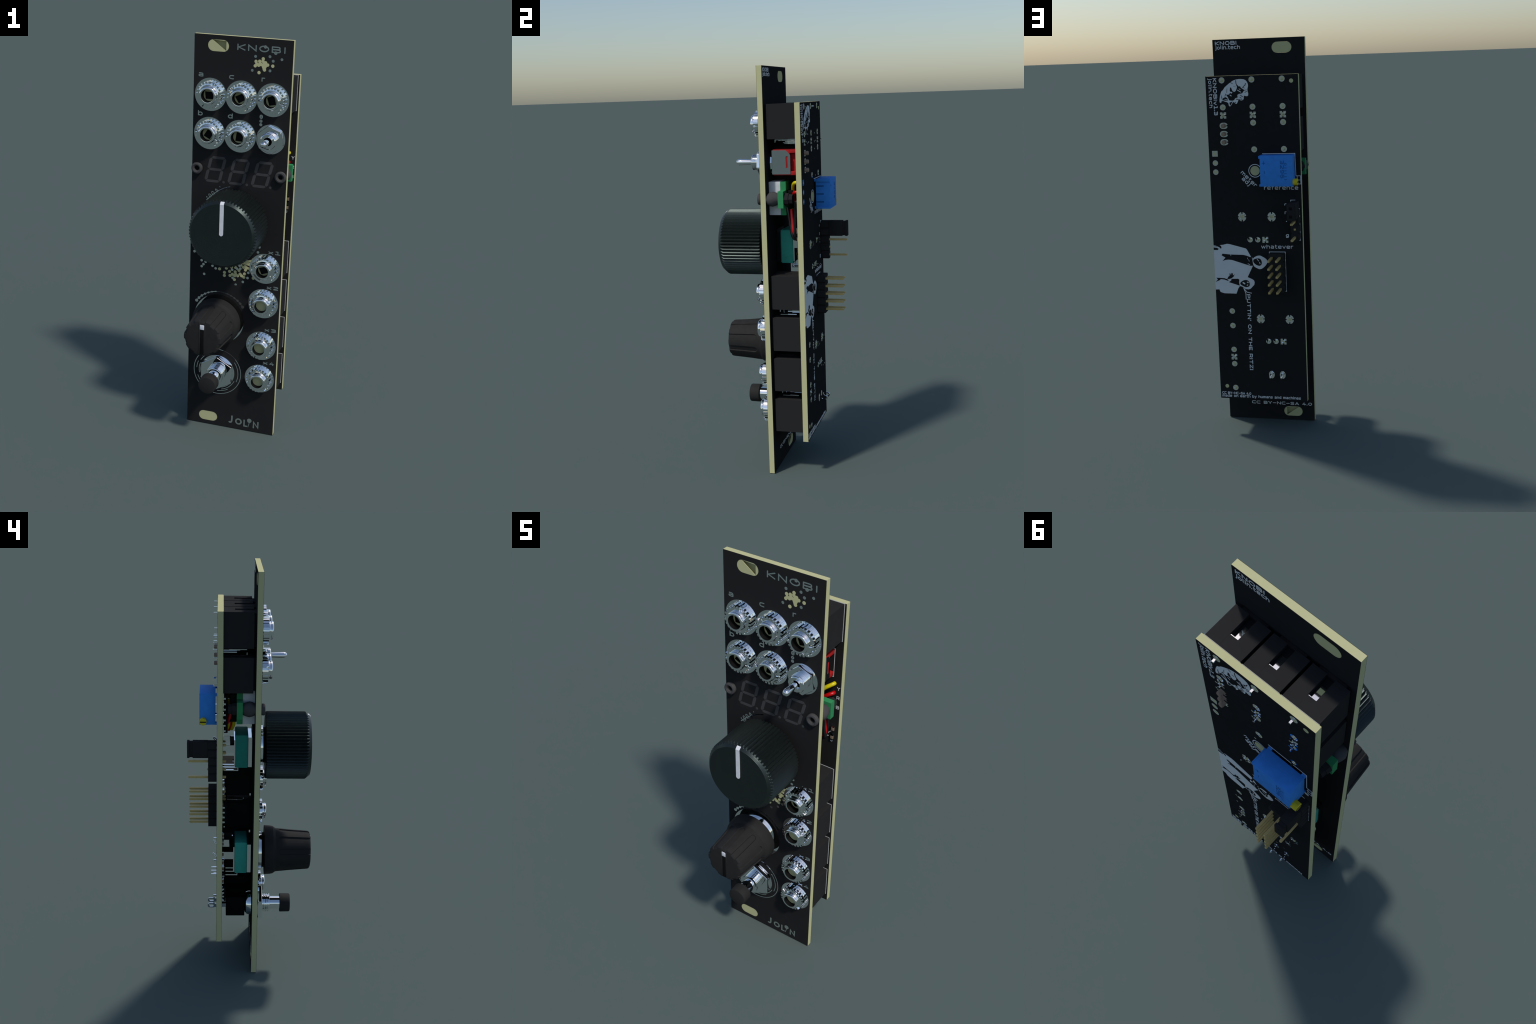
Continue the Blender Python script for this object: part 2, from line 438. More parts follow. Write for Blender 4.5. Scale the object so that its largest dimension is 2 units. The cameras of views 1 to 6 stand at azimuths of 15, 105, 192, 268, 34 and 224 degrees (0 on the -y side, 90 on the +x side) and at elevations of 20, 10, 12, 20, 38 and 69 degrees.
# scribble of loops at the big knob's upper left
pts = []
for k in range(90):
    t = k / 89.0
    bx, bz = -.152 + .072 * t, 1.224 + .064 * t - .010 * sin(pi * t)
    s = .004 + .015 * sin(pi * t) ** .8
    a = t * 2 * pi * 4.5
    pts.append((bx + s * (cos(a) * .55 - sin(a) * .45) - .004, bz + s * (sin(a) * .75 + cos(a) * .2) + .004))
fp.ribbon(pts, .0032)
fp.ribbon([(-.156, 1.219), (-.140, 1.236), (-.118, 1.256), (-.094, 1.274), (-.070, 1.288), (-.040, 1.298)], .0036)
# rings round the push button
BXC, BZC = -.075, .312
fp.ribbon(circle(BXC, BZC, .1255, 72), .0034, True)
def arc(cx, cz, r, d0, d1, w): fp.ribbon(circle(cx, cz, r, max(6, int(abs(d1 - d0) / 4)), radians(d0), radians(d1)), w)
for r, d0, d1 in ((.111, 158, 177), (.111, 118, 136), (.111, -22, 36), (.109, -88, -58), (.098, 160, 192), (.104, 132, 150), (.100, -75, -24), (.111, 200, 238), (.099, 206, 250)):
    arc(BXC, BZC, r, d0, d1, .0034)
# maker's word at the foot, with a balloon for one letter
fp.ribbon(round_off([(.013, .072), (.013, .041), (.009, .033), (.001, .031), (-.002, .036)], False), .0088, cap=False)
fp.ribbon(circle(.049, .044, .0142, 32), .0080, True)
fp.ribbon([(.0795, .061), (.0795, .0245), (.0965, .0245)], .0078, cap=False)
fp.poly(round_off([(.0945, .062), (.099, .0705), (.108, .0725), (.117, .069), (.1205, .060), (.116, .052), (.110, .047), (.103, .047), (.097, .052)], True))
fp.ribbon([(.1075, .049), (.1045, .036), (.101, .022)], .0034)
fp.ribbon([(.1305, .021), (.1305, .056), (.154, .026), (.154, .061)], .0078, cap=False)
put("metal_print", fp.done("metal_print"), CHROME, panel)

# specks where the bare board shows through
sp = Print(PF, -1, 0.0004)
for x, z in ((.062, 1.896), (.079, 1.898), (.081, 1.888), (.095, 1.910), (.0945, 1.899), (.059, 1.876), (.066, 1.884), (.075, 1.880), (.086, 1.884), (.094, 1.882),
             (.101, 1.888), (.107, 1.893), (.117, 1.884), (.104, 1.873), (.108, 1.880), (.101, 1.866), (.103, 1.861), (.141, 1.881), (.078, 1.847), (.098, 1.874), (.129, 1.859), (.046, 1.854)):
    sp.disc(x, z, .0076 if x not in (.129, .046) else .0058)
for x, z in ((-.080, .874), (-.045, .883), (-.054, .859), (-.054, .843), (-.028, .868), (.002, .893), (-.019, .892), (-.025, .847),
             (-.013, .855), (.001, .870), (-.001, .849), (-.002, .829), (.014, .851), (.026, .862), (.034, .854), (.046, .848), (.049, .866),
             (.053, .887), (.050, .905), (.029, .909), (.042, .922), (.060, .930), (.075, .919), (.090, .945), (.078, .889), (.094, .850), (.042, .900), (.058, .898), (.020, .880), (.004, .858)):
    sp.disc(x, z, .0078)
for a, b in (((.042, .922), (.085, .915)), ((.055, .932), (.095, .940)), ((.048, .905), (.088, .888))):
    sp.ribbon([a, b], .012)
put("bare_speck", sp.done("bare_speck"), CORE, panel, stuff=True)

# print on the back of the panel
bp_ = Print(PB, 1, 0.0005)
BK = dict(ux=(-1, 0), uy=(0, 1))
bp_.text("KNOBI", .2205, 1.9725, .0190, .111, .0038, **BK)
bp_.text("jolin.tech", .2205, 1.9515, .0195, .128, .0032, **BK)
bp_.text("CC BY-NC-SA 4.0", .108, .0815, .0165, .328, .0036, **BK)
put("panel_back_print", bp_.done("panel_back_print"), SILK, panel)

# ---- display -------------------------------------------------------------
disp = put("digit_display", box("digit_display", -.176, .176, -.0120, .046, 1.293, 1.4535, .003), GREYB, root)
wn = Print(PF, -1, 0.0004)
wn.poly([(-.178, 1.2935), (.178, 1.2935), (.178, 1.4535), (-.178, 1.4535)])
put("display_window", wn.done("display_window"), WINDOW, disp)
def seven_segments():
    """One leaning digit: seven tapered bars and a point, as separate pieces."""
    W, H, t, lean = .0690, .1160, .0146, .236
    S = lambda x, z: (x + lean * z, z)
    bars = []
    def bar(a, b, t=.0146):
        A, B = Vector(a), Vector(b); d = (B - A).normalized(); n = Vector((-d.y, d.x)); g = .0016
        A = A + d * g; B = B - d * g
        q = [A, A + d * t / 2 + n * t / 2, B - d * t / 2 + n * t / 2, B, B - d * t / 2 - n * t / 2, A + d * t / 2 - n * t / 2]
        bars.append([S(p.x, p.y) for p in q])
    w, h = W / 2, H / 2
    bar((-w, h), (w, h), .0124); bar((-w, 0), (w, 0), .0124); bar((-w, -h), (w, -h), .0124)
    for s in (-1, 1):
        bar((s * w, 0), (s * w, h)); bar((s * w, -h), (s * w, 0))
    bars.append(circle(.0425, -h + .0005, .0062, 14))
    return bars
for cx in (-.1160, -.0005, .1150):
    for bar in seven_segments():
        sg = Print(PF, -1, 0.0010)
        sg.poly([(cx + x, 1.3740 + z) for x, z in bar])
        put("display_segment", sg.done("display_segment"), SEGM, disp)
bm = bmesh.new()
plate_into(bm, [(-.178, 1.293), (.178, 1.293), (.178, 1.333), (.236, 1.333), (.236, 1.4125), (.178, 1.4125), (.178, 1.4535), (-.178, 1.4535), (-.178, 1.4125), (-.236, 1.4125), (-.236, 1.333), (-.178, 1.333)], [], .0462, .073)
put("display_board", finish(bm, "display_board"), GREEN, disp)
put("display_chip", boxes("display_chip", [(-.10, .10, .0732, .100, 1.375, 1.43), (.12, .165, .0732, .104, 1.372, 1.412), (-.165, -.12, .0732, .104, 1.30, 1.43), (-.09, .06, .0732, .095, 1.305, 1.35)], .002), DEEP, disp)
for s in (-1, 1):
    # rubber grommets: flanged front ring, barrel behind the panel, nut behind the display board
    g = put("grommet", lathe("grommet", [(PF + .002, .012), (-.048, .0108), (-.054, .0130), (-.0575, .0195), (-.0555, .0258), (-.049, .0278), (PF + .0005, .0262)], 40), RUBBER, disp, (s * .206, 0, 1.3735))
    put("grommet_barrel", lathe("grommet_barrel", [(PB + .0005, 0), (PB + .0005, .026), (.002, .033), (.015, .0365), (.030, .0325), (.0458, .026), (.0458, 0)], 10, smooth=60), RUBBER, g)
    put("grommet_dark_disc", lathe("grommet_dark_disc", [(PF - .0012, .015), (PF - .0012, 0)], 24), DEEP, g)  # dark disc stands in for the ring's open hole
    put("grommet_nut", lathe("grommet_nut", [(.0732, 0), (.0732, .030), (.094, .028), (.0945, .024), (.113, .023), (.115, 0)], 8, smooth=20), BLACK, g)

# ---- jacks ---------------------------------------------------------------
JW = .0695
bm = bmesh.new()
# body: a block with a slot sunk into its upper end, open towards the panel
box_into(bm, -JW, -.0160, -.001, BF, -.070, .094)
box_into(bm, .0160, JW, -.001, BF, -.070, .094)
box_into(bm, -.0161, .0161, -.001, BF, -.0702, .068)
box_into(bm, -.0161, .0161, .0850, BF, .0679, .0938)
box_into(bm, -.0500, .0500, -.0122, -.0009, -.066, .086)      # boss against the panel
jack_body_me = finish(bm, "audio_jack", merge=False)
contact_me = boxes("jack_contact", [(-.0145, .0145, .030, .083, .0690, .0715), (-.0145, .0145, .0815, .0845, .0700, .0900),
    (.030, .038, .028, BF, -.0765, -.0738), (.030, .038, .028, .0305, -.0880, -.0738), (-.034, -.026, .030, .110, -.0830, -.0805),
    (-.004, .004, .060, BF, -.0915, -.0890), (.018, .024, .075, BF, -.0860, -.0838)])
TEETH = 24
def make_nut():
    """Round nut: flat-topped teeth with deep grooves, two spanner notches in the front."""
    bm = bmesh.new(); R, depth = .0632, .0085
    ang = []
    for k in range(TEETH):
        for f in (0.0, .29, .58, .64, .94):
            ang.append((2 * pi * (k + f) / TEETH, f))
    half = pi / TEETH * .58
    def tooth(f):
        if f == .29: return R * cos(half) * .9995
        return R if f in (0.0, .58) else R - depth
    rows = []
    #  y, radius factor mode
    spec = [(PF - .0012, 'in'), (PF - .0012, 'low'), (PF - .0034, 'out'), (-.0688, 'out'), (-.0689, 'mid'), (-.0705, 'rim'), (-.0705, 'bore')]
    for y, mode in spec:
        ring = []
        for a, f in ang:
            t = tooth(f)
            r = {'in': .040, 'low': min(t, .0600), 'out': t, 'lip': t - .0006, 'mid': .0540, 'rim': .0480, 'bore': .0360}[mode]
            yy = y
            d = abs((math.degrees(a) + 90) % 180 - 90)
            if mode in ('mid', 'lip', 'rim', 'bore', 'out') and y < -.06 and d < 8.5: yy = max(y, -.0600)
            ring.append(bm.verts.new((r * cos(a), yy, r * sin(a))))
        rows.append(ring)
    n = len(ang)
    for A, B in zip(rows, rows[1:]):
        for i in range(n):
            j = (i + 1) % n
            bm.faces.new((A[i], B[i], B[j], A[j]))
    return finish(bm, "knurled_nut", 12)
nut_me = make_nut()
barrel_me = lathe("jack_barrel", [(PF - .001, .036), (-.0705, .0405), (-.0740, .0425), (-.0770, .0410), (-.0800, .0425), (-.0855, .0425), (-.0890, .0400), (-.0905, .0350), (-.0895, .0305)], 48, smooth=40)
liner_me = lathe("jack_liner", [(-.0896, .0306), (-.0860, .0290), (PF - .0012, .0288)], 40)
pad_me = plate("metal_washer", circle(0, 0, .0768, 40), [circle(0, 0, .0295, 32)], PF - .0011, PF - .0001)
fill_full = lathe("bore_mesh_fill", [(-.0660, 0), (-.0660, .0286)], 32)  # stray mesh faces filling the bore, copied as a tan disc
bm = bmesh.new(); plate_into(bm, circle(0, 0, .0286, 32), [list(reversed([(-.0255, -.008), (.004, -.0262), (.0262, .004), (.002, .0262)]))], -.0560, -.0555)
fill_part = finish(bm, "bore_mesh_fill", merge=False)  # same mesh-fault fill, with its missing faces left open
JACKS = [(-.1495, 1.728, 0, 1), (0, 1.728, 0, 1), (.1495, 1.728, 0, 1), (-.1495, 1.546, 1, 1), (0, 1.546, 1, 1),
         (.1495, .907, 0, 1), (.1495, .724, 1, 0), (.1495, .495, 0, 0), (.1495, .312, 1, 0)]
for x, z, flip, part in JACKS:
    j = put("audio_jack", jack_body_me, BLACK, root, (x, 0, z), (0, pi if flip else 0, 0))
    put("knurled_nut", nut_me, CHROME, j, rot=(0, rnd.uniform(0, 6), 0))
    put("jack_barrel", barrel_me, CHROME, j)
    put("jack_liner", liner_me, DEEP, j)
    put("metal_washer", pad_me, CHROME, j)
    put("bore_mesh_fill", fill_part if part else fill_full, CORE, j, rot=(0, rnd.uniform(0, 6) if part else 0, 0))
    put("jack_contact", contact_me, STEEL, j)

# ---- pots and knobs ------------------------------------------------------
def hex_nut(name, r, y0, y1, bore, turn=90):
    bm = bmesh.new()
    plate_into(bm, hexagon(r, turn), [list(reversed(circle(0, 0, bore, 30)))], y1, y0)
    # chamfer the outer corners by intersecting with a shallow cone: pull outer front verts in
    for v in bm.verts:
        if abs(v.co.y - y1) < 1e-6 and hypot(v.co.x, v.co.z) > bore * 1.05:
            pass
    return finish(bm, name)
def potentiometer(x, z):
    p = put("potentiometer", box("potentiometer", -.074, .074, .0135, .0755, -.096, .071, .006), TEAL, root, (x, 0, z))
    put("pot_front_plate", box("pot_front_plate", -.074, .074, -.0045, .0133, -.090, .060), STEEL, p)
    put("pot_base", box("pot_base", -.070, .070, -.012, -.0047, -.088, .072), DEEP, p)
    put("pot_back_plate", box("pot_back_plate", -.071, .071, .0757, .0815, -.085, .045), STEEL, p)
    put("pot_bracket", boxes("pot_bracket", [(s * .0725 - .0016, s * .0725 + .0016, .0817, BF + .016, -.018, .020) for s in (-1, 1)]), STEEL, p)
    put("pot_leg", boxes("pot_leg", [(dx - .005, dx + .005, .060, BF, -.121, -.116) for dx in (-.0385, 0, .0385)] + [(dx - .004, dx + .004, .060, .063, -.121, -.095) for dx in (-.0385, 0, .0385)]), STEEL, p)
    put("pot_rear_block", box("pot_rear_block", -.066, .030, .0817, .100, -.020, .026), DEEP, p)
    put("dress_nut", lathe("dress_nut", [(PF - .0012, .030), (PF - .0012, .0960), (-.0575, .0960), (-.0595, .0940), (-.0600, .050)], 72), CHROME, p)
    put("pot_shaft", lathe("pot_shaft", [(PF, 0), (PF, .046), (-.060, .046), (-.066, .044), (-.110, .040), (-.110, 0)], 32), CHROME, p)
    return p
potentiometer(0, 1.135); potentiometer(KX, KZ)

# big knob: straight V-knurl cut by a bevelled rim, turned face
RIDGES = 64
def bevel_limit(y):
    if y > -.2640: return .166
    return .166 - (.166 - .1475) * min(1.0, (-.2640 - y) / .0225)
def ridge(y, r, a):
    if r < .140 or y > -.0710 or y < -.28655: return r
    k = round(a * RIDGES * 4 / (2 * pi)) % 4
    t = (1.0, .5, 0.0, .5)[k]              # V-shaped tooth
    return min(.1655 - (1 - t) * .0095, bevel_limit(y), .1655 - (.0025 if y > -.074 else 0))
prof = [(-.0705, 0), (-.0705, .088), (-.0705, .156), (-.0723, .1640), (-.080, .1660), (-.120, .1660), (-.200, .1660), (-.2640, .1660)]
prof += [(-.2640 - .0225 * k / 8, .150) for k in range(1, 9)]
prof += [(-.28655, .146), (-.2850, .10), (-.2845, .05), (-.2845, 0)]
big = put("large_knob", lathe("large_knob", prof, RIDGES * 4, ridge, 14), KNOBM, root, (0, 0, 1.135))
bm = bmesh.new()      # pointer: a bar that runs out over the bevel, round at its inner end
w = .0091; side = []
for s in (-1, 1):
    side.append([bm.verts.new((s * w, y, z)) for y, z in ((-.2800, .0055), (-.2872, .0055), (-.2882, .1465), (-.2800, .1560), (-.2740, .1575), (-.270, .150))])
nose = [[bm.verts.new((-w * cos(pi * k / 8), y, .0055 - w * sin(pi * k / 8))) for y in (-.2800, -.2872)] for k in range(9)]
for i in range(5):
    bm.faces.new((side[0][i], side[0][i + 1], side[1][i + 1], side[1][i]))
bm.faces.new(side[0]); bm.faces.new(list(reversed(side[1])))
for A, B in zip(nose, nose[1:]): bm.faces.new((A[0], A[1], B[1], B[0]))
bm.faces.new([v[1] for v in nose])
put("pointer_line", finish(bm, "pointer_line"), WHITE, big)
put("knob_hub", lathe("knob_hub", [(-.0605, .050), (-.0610, .0860), (-.0700, .0875), (-.0715, .05)], 40), DEEP, big)

# small knob: tapered skirt with ten round-ended flutes, cap groove drawn as a dark bar
def small_radius(y):
    pts = [(-.073, .1225), (-.100, .1212), (-.115, .1180), (-.128, .1085), (-.200, .1015), (-.286, .0952), (-.2935, .0935), (-.2980, .0890)]
    for (a, ra), (b, rb) in zip(pts, pts[1:]):
        if a >= y >= b: return ra + (rb - ra) * (y - a) / (b - a)
    return pts[-1][1]
def flute(y, r, a):
    if r < .0845 or y > -.135: return r
    d = (math.degrees(a) - 90 + 18) % 36 - 18
    arcl = radians(d) * r; hw = .0150
    e = y + .1580                     # distance past the flute's round end
    dist = (hypot(arcl, e) if e > 0 else abs(arcl)) - hw
    k = max(0.0, min(1.0, -dist / .0016))
    return r - .0052 * k
ys = [-.073, -.080, -.100, -.115, -.121, -.128] + [-.130 - .0012 * k for k in range(0, 40)] + [-.180 - .010 * k for k in range(0, 10)] + [-.280, -.286, -.2935, -.2980]
prof = [(-.066, 0), (-.066, .085), (-.073, .088), (-.073, .116)] + [(y, small_radius(y)) for y in ys] + [(-.3000, .0800), (-.3010, .0600), (-.3015, .03), (-.3018, 0)]
small = put("fluted_knob", lathe("fluted_knob", prof, 720, flute, 24), KNOBP, root, (KX, 0, KZ))
put("knob_hub", lathe("knob_hub", [(-.0605, .050), (-.0610, .0860), (-.0705, .0875), (-.0740, .05)], 40), DEEP, small)
put("pointer_dark_bar", boxes("pointer_dark_bar", [(-.0080, .0080, -.3024, -.2950, -.0805, .0485)], .0004), DEEP, small)  # dark bar level with the ribs stands in for the groove
put("pointer_mark", boxes("pointer_mark", [(-.0108, .0108, -.3026, -.2930, .0490, .0725)], .0010), WHITE, small)
put("cap_rib", boxes("cap_rib", [(-.0175, -.0095, -.3024, -.294, -.080, .078), (.0095, .0175, -.3024, -.294, -.080, .078)], .0012), KNOBP, small)

# ---- toggle switch -------------------------------------------------------
TX, TZ = .148, 1.546
bm = bmesh.new()
box_into(bm, -.040, .040, .0165, .0990, -.0605, .0625, .002)
box_into(bm, -.040, .040, .0985, BF, -.0605, -.0420, .002)
box_into(bm, -.040, .040, .0985, BF, .0440, .0625, .002)
box_into(bm, -.020, .020, .0985, BF, -.0425, .0445)
tog = put("toggle_switch", finish(bm, "toggle_switch", 40), RED, root, (TX, 0, TZ))
put("switch_bracket", plate("switch_bracket", [(-.0425, -.056), (.0425, -.056), (.0425, .058), (-.0425, .058)], [], .0120, .0163), STEEL, tog)
bm = bmesh.new()     # side cheek of the bracket with a cut corner and a window
for s in (-1, 1):
    out = [(.0165, -.056), (.0165, .058), (.080, .058), (.1015, .036), (.1015, -.056)]
    hole = [(.080, -.026), (.080, .029), (.090, .029), (.090, -.026)]
    tri = tessellate_polygon([[Vector((a, b, 0)) for a, b in out], [Vector((a, b, 0)) for a, b in hole]])
    flat = out + hole
    va = [bm.verts.new((s * .0404, a, b)) for a, b in flat]; vb = [bm.verts.new((s * .0426, a, b)) for a, b in flat]
    for t in tri:
        bm.faces.new([va[i] for i in t]); bm.faces.new([vb[i] for i in t])
    for k0, n in ((0, 5), (5, 4)):
        for i in range(n):
            a, b = k0 + i, k0 + (i + 1) % n
            bm.faces.new((va[a], va[b], vb[b], vb[a]))
put("switch_cheek", finish(bm, "switch_cheek"), STEEL, tog)
put("rear_nut", lathe("rear_nut", [(.0118, .030), (.0118, .052), (.006, .056), (-.004, .050), (-.0122, .044), (-.0122, .030)], 12, smooth=20), CHROME, tog)
put("metal_washer", plate("metal_washer", circle(0, 0, .0695, 40), [circle(0, 0, .03, 24)], PF - .0011, PF - .0001), CHROME, tog)
def chamfered_hex(name, r, y0, y1, bore, turn, cham):
    """Hexagon nut: crisp front edge, corners turned down to a cone at the seat."""
    bm = bmesh.new(); n = 96
    def hr(a):
        d = ((math.degrees(a) - turn) % 60) - 30
        return r * cos(radians(30)) / cos(radians(d))
    flat = r * cos(radians(30))
    rings = []
    for k in range(6):
        ring = []
        for i in range(n):
            a = 2 * pi * i / n; q = hr(a)
            over = (q - flat) / (r - flat)
            if k == 0: y, rr = y0, flat * .985
            elif k == 1: y, rr = y0 - cham * (.15 + .85 * over), q
            elif k == 2: y, rr = y1 + .0016, q
            elif k == 3: y, rr = y1, q - .0016
            elif k == 4: y, rr = y1, bore
            else: y, rr = y0, bore
            ring.append(bm.verts.new((rr * cos(a), y, rr * sin(a))))
        rings.append(ring)
    for A, B in zip(rings, rings[1:]):
        for i in range(n):
            j = (i + 1) % n; bm.faces.new((A[i], B[i], B[j], A[j]))
    return finish(bm, name, 22)
put("hex_nut", chamfered_hex("hex_nut", .0665, PF - .0012, -.0600, .034, 100, .006), CHROME, tog)
def thread(y, r, a): return r
bush = [(PF, .038)]
y = -.0605
while y > -.090:
    bush += [(y, .0380), (y - .0022, .0355), (y - .0044, .0380)]; y -= .0060
bush += [(-.0925, .0365), (-.0950, .0325), (-.0950, .020), (-.0850, .013)]
put("switch_bushing", lathe("switch_bushing", bush, 40, smooth=30), CHROME, tog)
lever = lathe("switch_lever", [(-.080, .0120), (-.096, .0132), (-.140, .0152), (-.160, .0158), (-.168, .0146), (-.1735, .0105), (-.1760, .005), (-.1764, 0)], 28, smooth=60)
put("switch_lever", lever, CHROME, tog, rot=(radians(-0.3), 0, 0))
for dz in (.040, 0, -.040):
    put("switch_terminal", lathe("switch_terminal", [(BB - .004, 0), (BB - .004, .0105), (.178, .0105), (.181, .0085), (.181, 0)], 14, cx=0, cz=dz), BROWN, tog)

# ---- push button ---------------------------------------------------------
btn = put("push_button", box("push_button", -.046, .046, .0215, .116, -.052, .052, .003), DEEP, root, (BXC, 0, BZC))
put("button_collar", lathe("button_collar", [(PB + .0003, 0), (PB + .0003, .060), (.004, .060), (.014, .056), (.0205, .046), (.0215, 0)], 40), CHROME, btn)
put("metal_washer", plate("metal_washer", circle(0, 0, .0915, 48), [circle(0, 0, .04, 24)], PF - .0011, PF - .0001), CHROME, btn)
put("hex_nut", chamfered_hex("hex_nut", .0925, PF - .0012, -.0655, .045, 90, .007), CHROME, btn)
bush = [(PF, .046)]
y = -.066
while y > -.092:
    bush += [(y, .0460), (y - .003, .0425), (y - .006, .0460)]; y -= .0085
bush += [(-.095, .0385), (-.1005, .0385), (-.1005, .0455), (-.1050, .0455), (-.1062, .043), (-.1062, .0320)]
put("button_bushing", lathe("button_bushing", bush, 44, smooth=30), CHROME, btn)
put("button_shaft", lathe("button_shaft", [(-.100, .0325), (-.160, .0325)], 32), CHROME, btn)
put("button_cap", lathe("button_cap", [(-.157, 0), (-.157, .0445), (-.1585, .0468), (-.2030, .0460), (-.2075, .0440), (-.2090, .0405), (-.2092, 0)], 40), KNOBP, btn)
bm = bmesh.new()      # eyelet terminals: thin blades with a loop, in the yz plane
loopo = slot_outline(.187, 0, .0205, .0125, 8); loopi = list(reversed(slot_outline(.190, 0, .0130, .0062, 8)))
for dx in (.028, -.029):
    sub = bmesh.new(); plate_into(sub, loopo, [loopi], -.0026, .0026)
    for v in sub.verts: v.co = Vector((dx + v.co.y, v.co.x, v.co.z))
    tmp = bpy.data.meshes.new("tmp"); sub.to_mesh(tmp); sub.free(); bm.from_mesh(tmp); bpy.data.meshes.remove(tmp)
    box_into(bm, dx - .0025, dx + .0025, .115, .175, -.010, .010)
put("button_terminal", finish(bm, "button_terminal", merge=False), STEEL, btn)

# ---- circuit board -------------------------------------------------------
board = put("circuit_board", plate("circuit_board", rect(BX, BZ0, BZ1), [], BF + MASK, BB - MASK), CORE, root)
put("solder_mask", plate("solder_mask", rect(BX, BZ0, BZ1), [], BF, BF + MASK), MASKI, board)
put("solder_mask", plate("solder_mask", rect(BX, BZ0, BZ1), [], BB - MASK, BB), MASKI, board)

# white print on the back
wp = Print(BB, 1, 0.0004)
DN = dict(ux=(0, -1), uy=(-1, 0))       # reads downward, letters' up to -x
wp.text("KNOBIv1.3", .1925, 1.8155, .0190, .178, .0038, **DN)
wp.text("jolin.tech", .2150, 1.8155, .0185, .142, .0031, **DN)
wp.text("PUTTIN' ON THE RITZ!", .0680, .7370, .0185, .404, .0038, gap=.42, **DN)
d = math.sqrt(.5)
wp.text("meter", .0735, 1.3535, .0200, .102, .0034, ux=(-d, -d), uy=(-d, d))
wp.text("adj", .0700, 1.3230, .0200, .050, .0034, ux=(-d, -d), uy=(-d, d))
wp.text("reference", -.0430, 1.2700, .0200, .171, .0032, **BK)
wp.text("whatever", -.0170, .9740, .0200, .163, .0032, **BK)
wp.text("g", -.1445, 1.0330, .0190, .0155, .0042, **BK)
wp.text("CC BY-NC-SA 4.0", .2215, .1975, .0135, .155, .0027, **BK)
wp.text("made on earth by humans and machines", .2215, .1822, .0150, .416, .0026, **BK)
wp.ribbon([(-.040, 1.447), (-.2025, 1.447), (-.2045, 1.3375), (-.2275, 1.3375), (-.2275, 1.2975), (-.2120, 1.2975)], .0030, cap=False)
wp.ribbon([(-.2055, 1.317), (-.2275, 1.317)], .0026, cap=False)
wp.ribbon([(-.2105, 1.3375), (-.2105, 1.2975)], .0026, cap=False)
wp.ribbon(circle(-.001, 1.364, .0315, 40), .0036, True)
wp.ribbon([(-.1745, 1.209), (-.1745, 1.2180), (-.1970, 1.2180)], .0030, cap=False)
wp.ribbon([(-.2115, 1.1770), (-.2170, 1.1770), (-.2175, 1.0165), (-.2120, 1.0165)], .0028, cap=False)
wp.ribbon([(-.0575, .9500), (-.0575, .9575), (-.1385, .9575), (-.1385, .7555), (-.134, .7555)], .0030, cap=False)
wp.ribbon(round_off([(-.151, 1.200), (-.144, 1.200), (-.144, 1.193)], False), .0034)
wp.ribbon([(-.150, 1.160), (-.144, 1.160), (-.144, 1.150)], .0034)
wp.disc(-.150, 1.112, .0025)
# speech strokes from the smaller figure
wp.ribbon([(.082, .768), (.066, .748), (.0425, .743)], .0036)
wp.ribbon([(.081, .766), (.072, .742), (.0715, .711)], .0036)
put("board_back_print", wp.done("board_back_print"), SILK, board)

# illustration stand-ins: two plain coated figures lying sideways, and a grasping hand
il = Print(BB, 1, 0.00045)
il.poly([(.2288, .988), (.199, .990), (.179, .992), (.159, .997), (.147, .996), (.063, .974), (.057, .968), (.037, .931), (.029, .925), (.031, .882), (.059, .826),
         (.036, .816), (.026, .809), (.024, .799), (.026, .787), (.046, .766), (.058, .762), (.072, .764), (.091, .777), (.102, .779), (.110, .767), (.121, .739),
         (.183, .740), (.203, .746), (.208, .754), (.209, .760), (.2288, .759)])
il.poly(round_off([(.031, .922), (.011, .935), (-.005, .939), (-.016, .936), (-.040, .922), (-.047, .910), (-.041, .891), (-.020, .872), (-.006, .867), (.010, .873), (.028, .885)], True))
put("figure_illustration", il.done("figure_illustration"), SILK, board)
dk = Print(BB, 1, 0.0012)
dk.poly([(.184, .946), (.142, .942), (.078, .941), (.060, .937), (.043, .930), (.034, .931), (.030, .907), (.030, .886), (.041, .885), (.072, .894), (.135, .914), (.155, .916), (.171, .914), (.186, .908), (.170, .926), (.190, .938)])
dk.poly(round_off([(.026, .917), (.012, .923), (-.008, .924), (-.017, .910), (-.017, .894), (-.008, .885), (.005, .887), (.018, .894), (.027, .905)], True))
dk.poly([(.2289, .985), (.209, .990), (.199, .991), (.191, .986), (.188, .977), (.191, .971), (.198, .978), (.207, .983)])
dk.poly([(.2289, .978), (.212, .976), (.203, .971), (.208, .965), (.2289, .965)])
dk.poly([(.222, .821), (.181, .819), (.166, .814), (.158, .807), (.164, .806), (.180, .812), (.200, .814), (.206, .808), (.227, .799), (.215, .811)])
dk.poly([(.143, .816), (.109, .817), (.103, .812), (.105, .797), (.102, .781), (.129, .790), (.158, .799), (.146, .807)])
dk.poly(round_off([(.099, .797), (.084, .808), (.070, .812), (.056, .808), (.049, .794), (.051, .778), (.070, .773), (.085, .780), (.098, .788)], True))
dk.poly([(.166, .815), (.159, .828), (.153, .831), (.152, .845), (.148, .843), (.146, .833), (.142, .847), (.136, .845), (.135, .833), (.126, .841), (.131, .829), (.143, .819), (.156, .815)])
put("figure_shading", dk.done("figure_shading"), MASKI, board)
hl = Print(BB, 1, 0.0016)
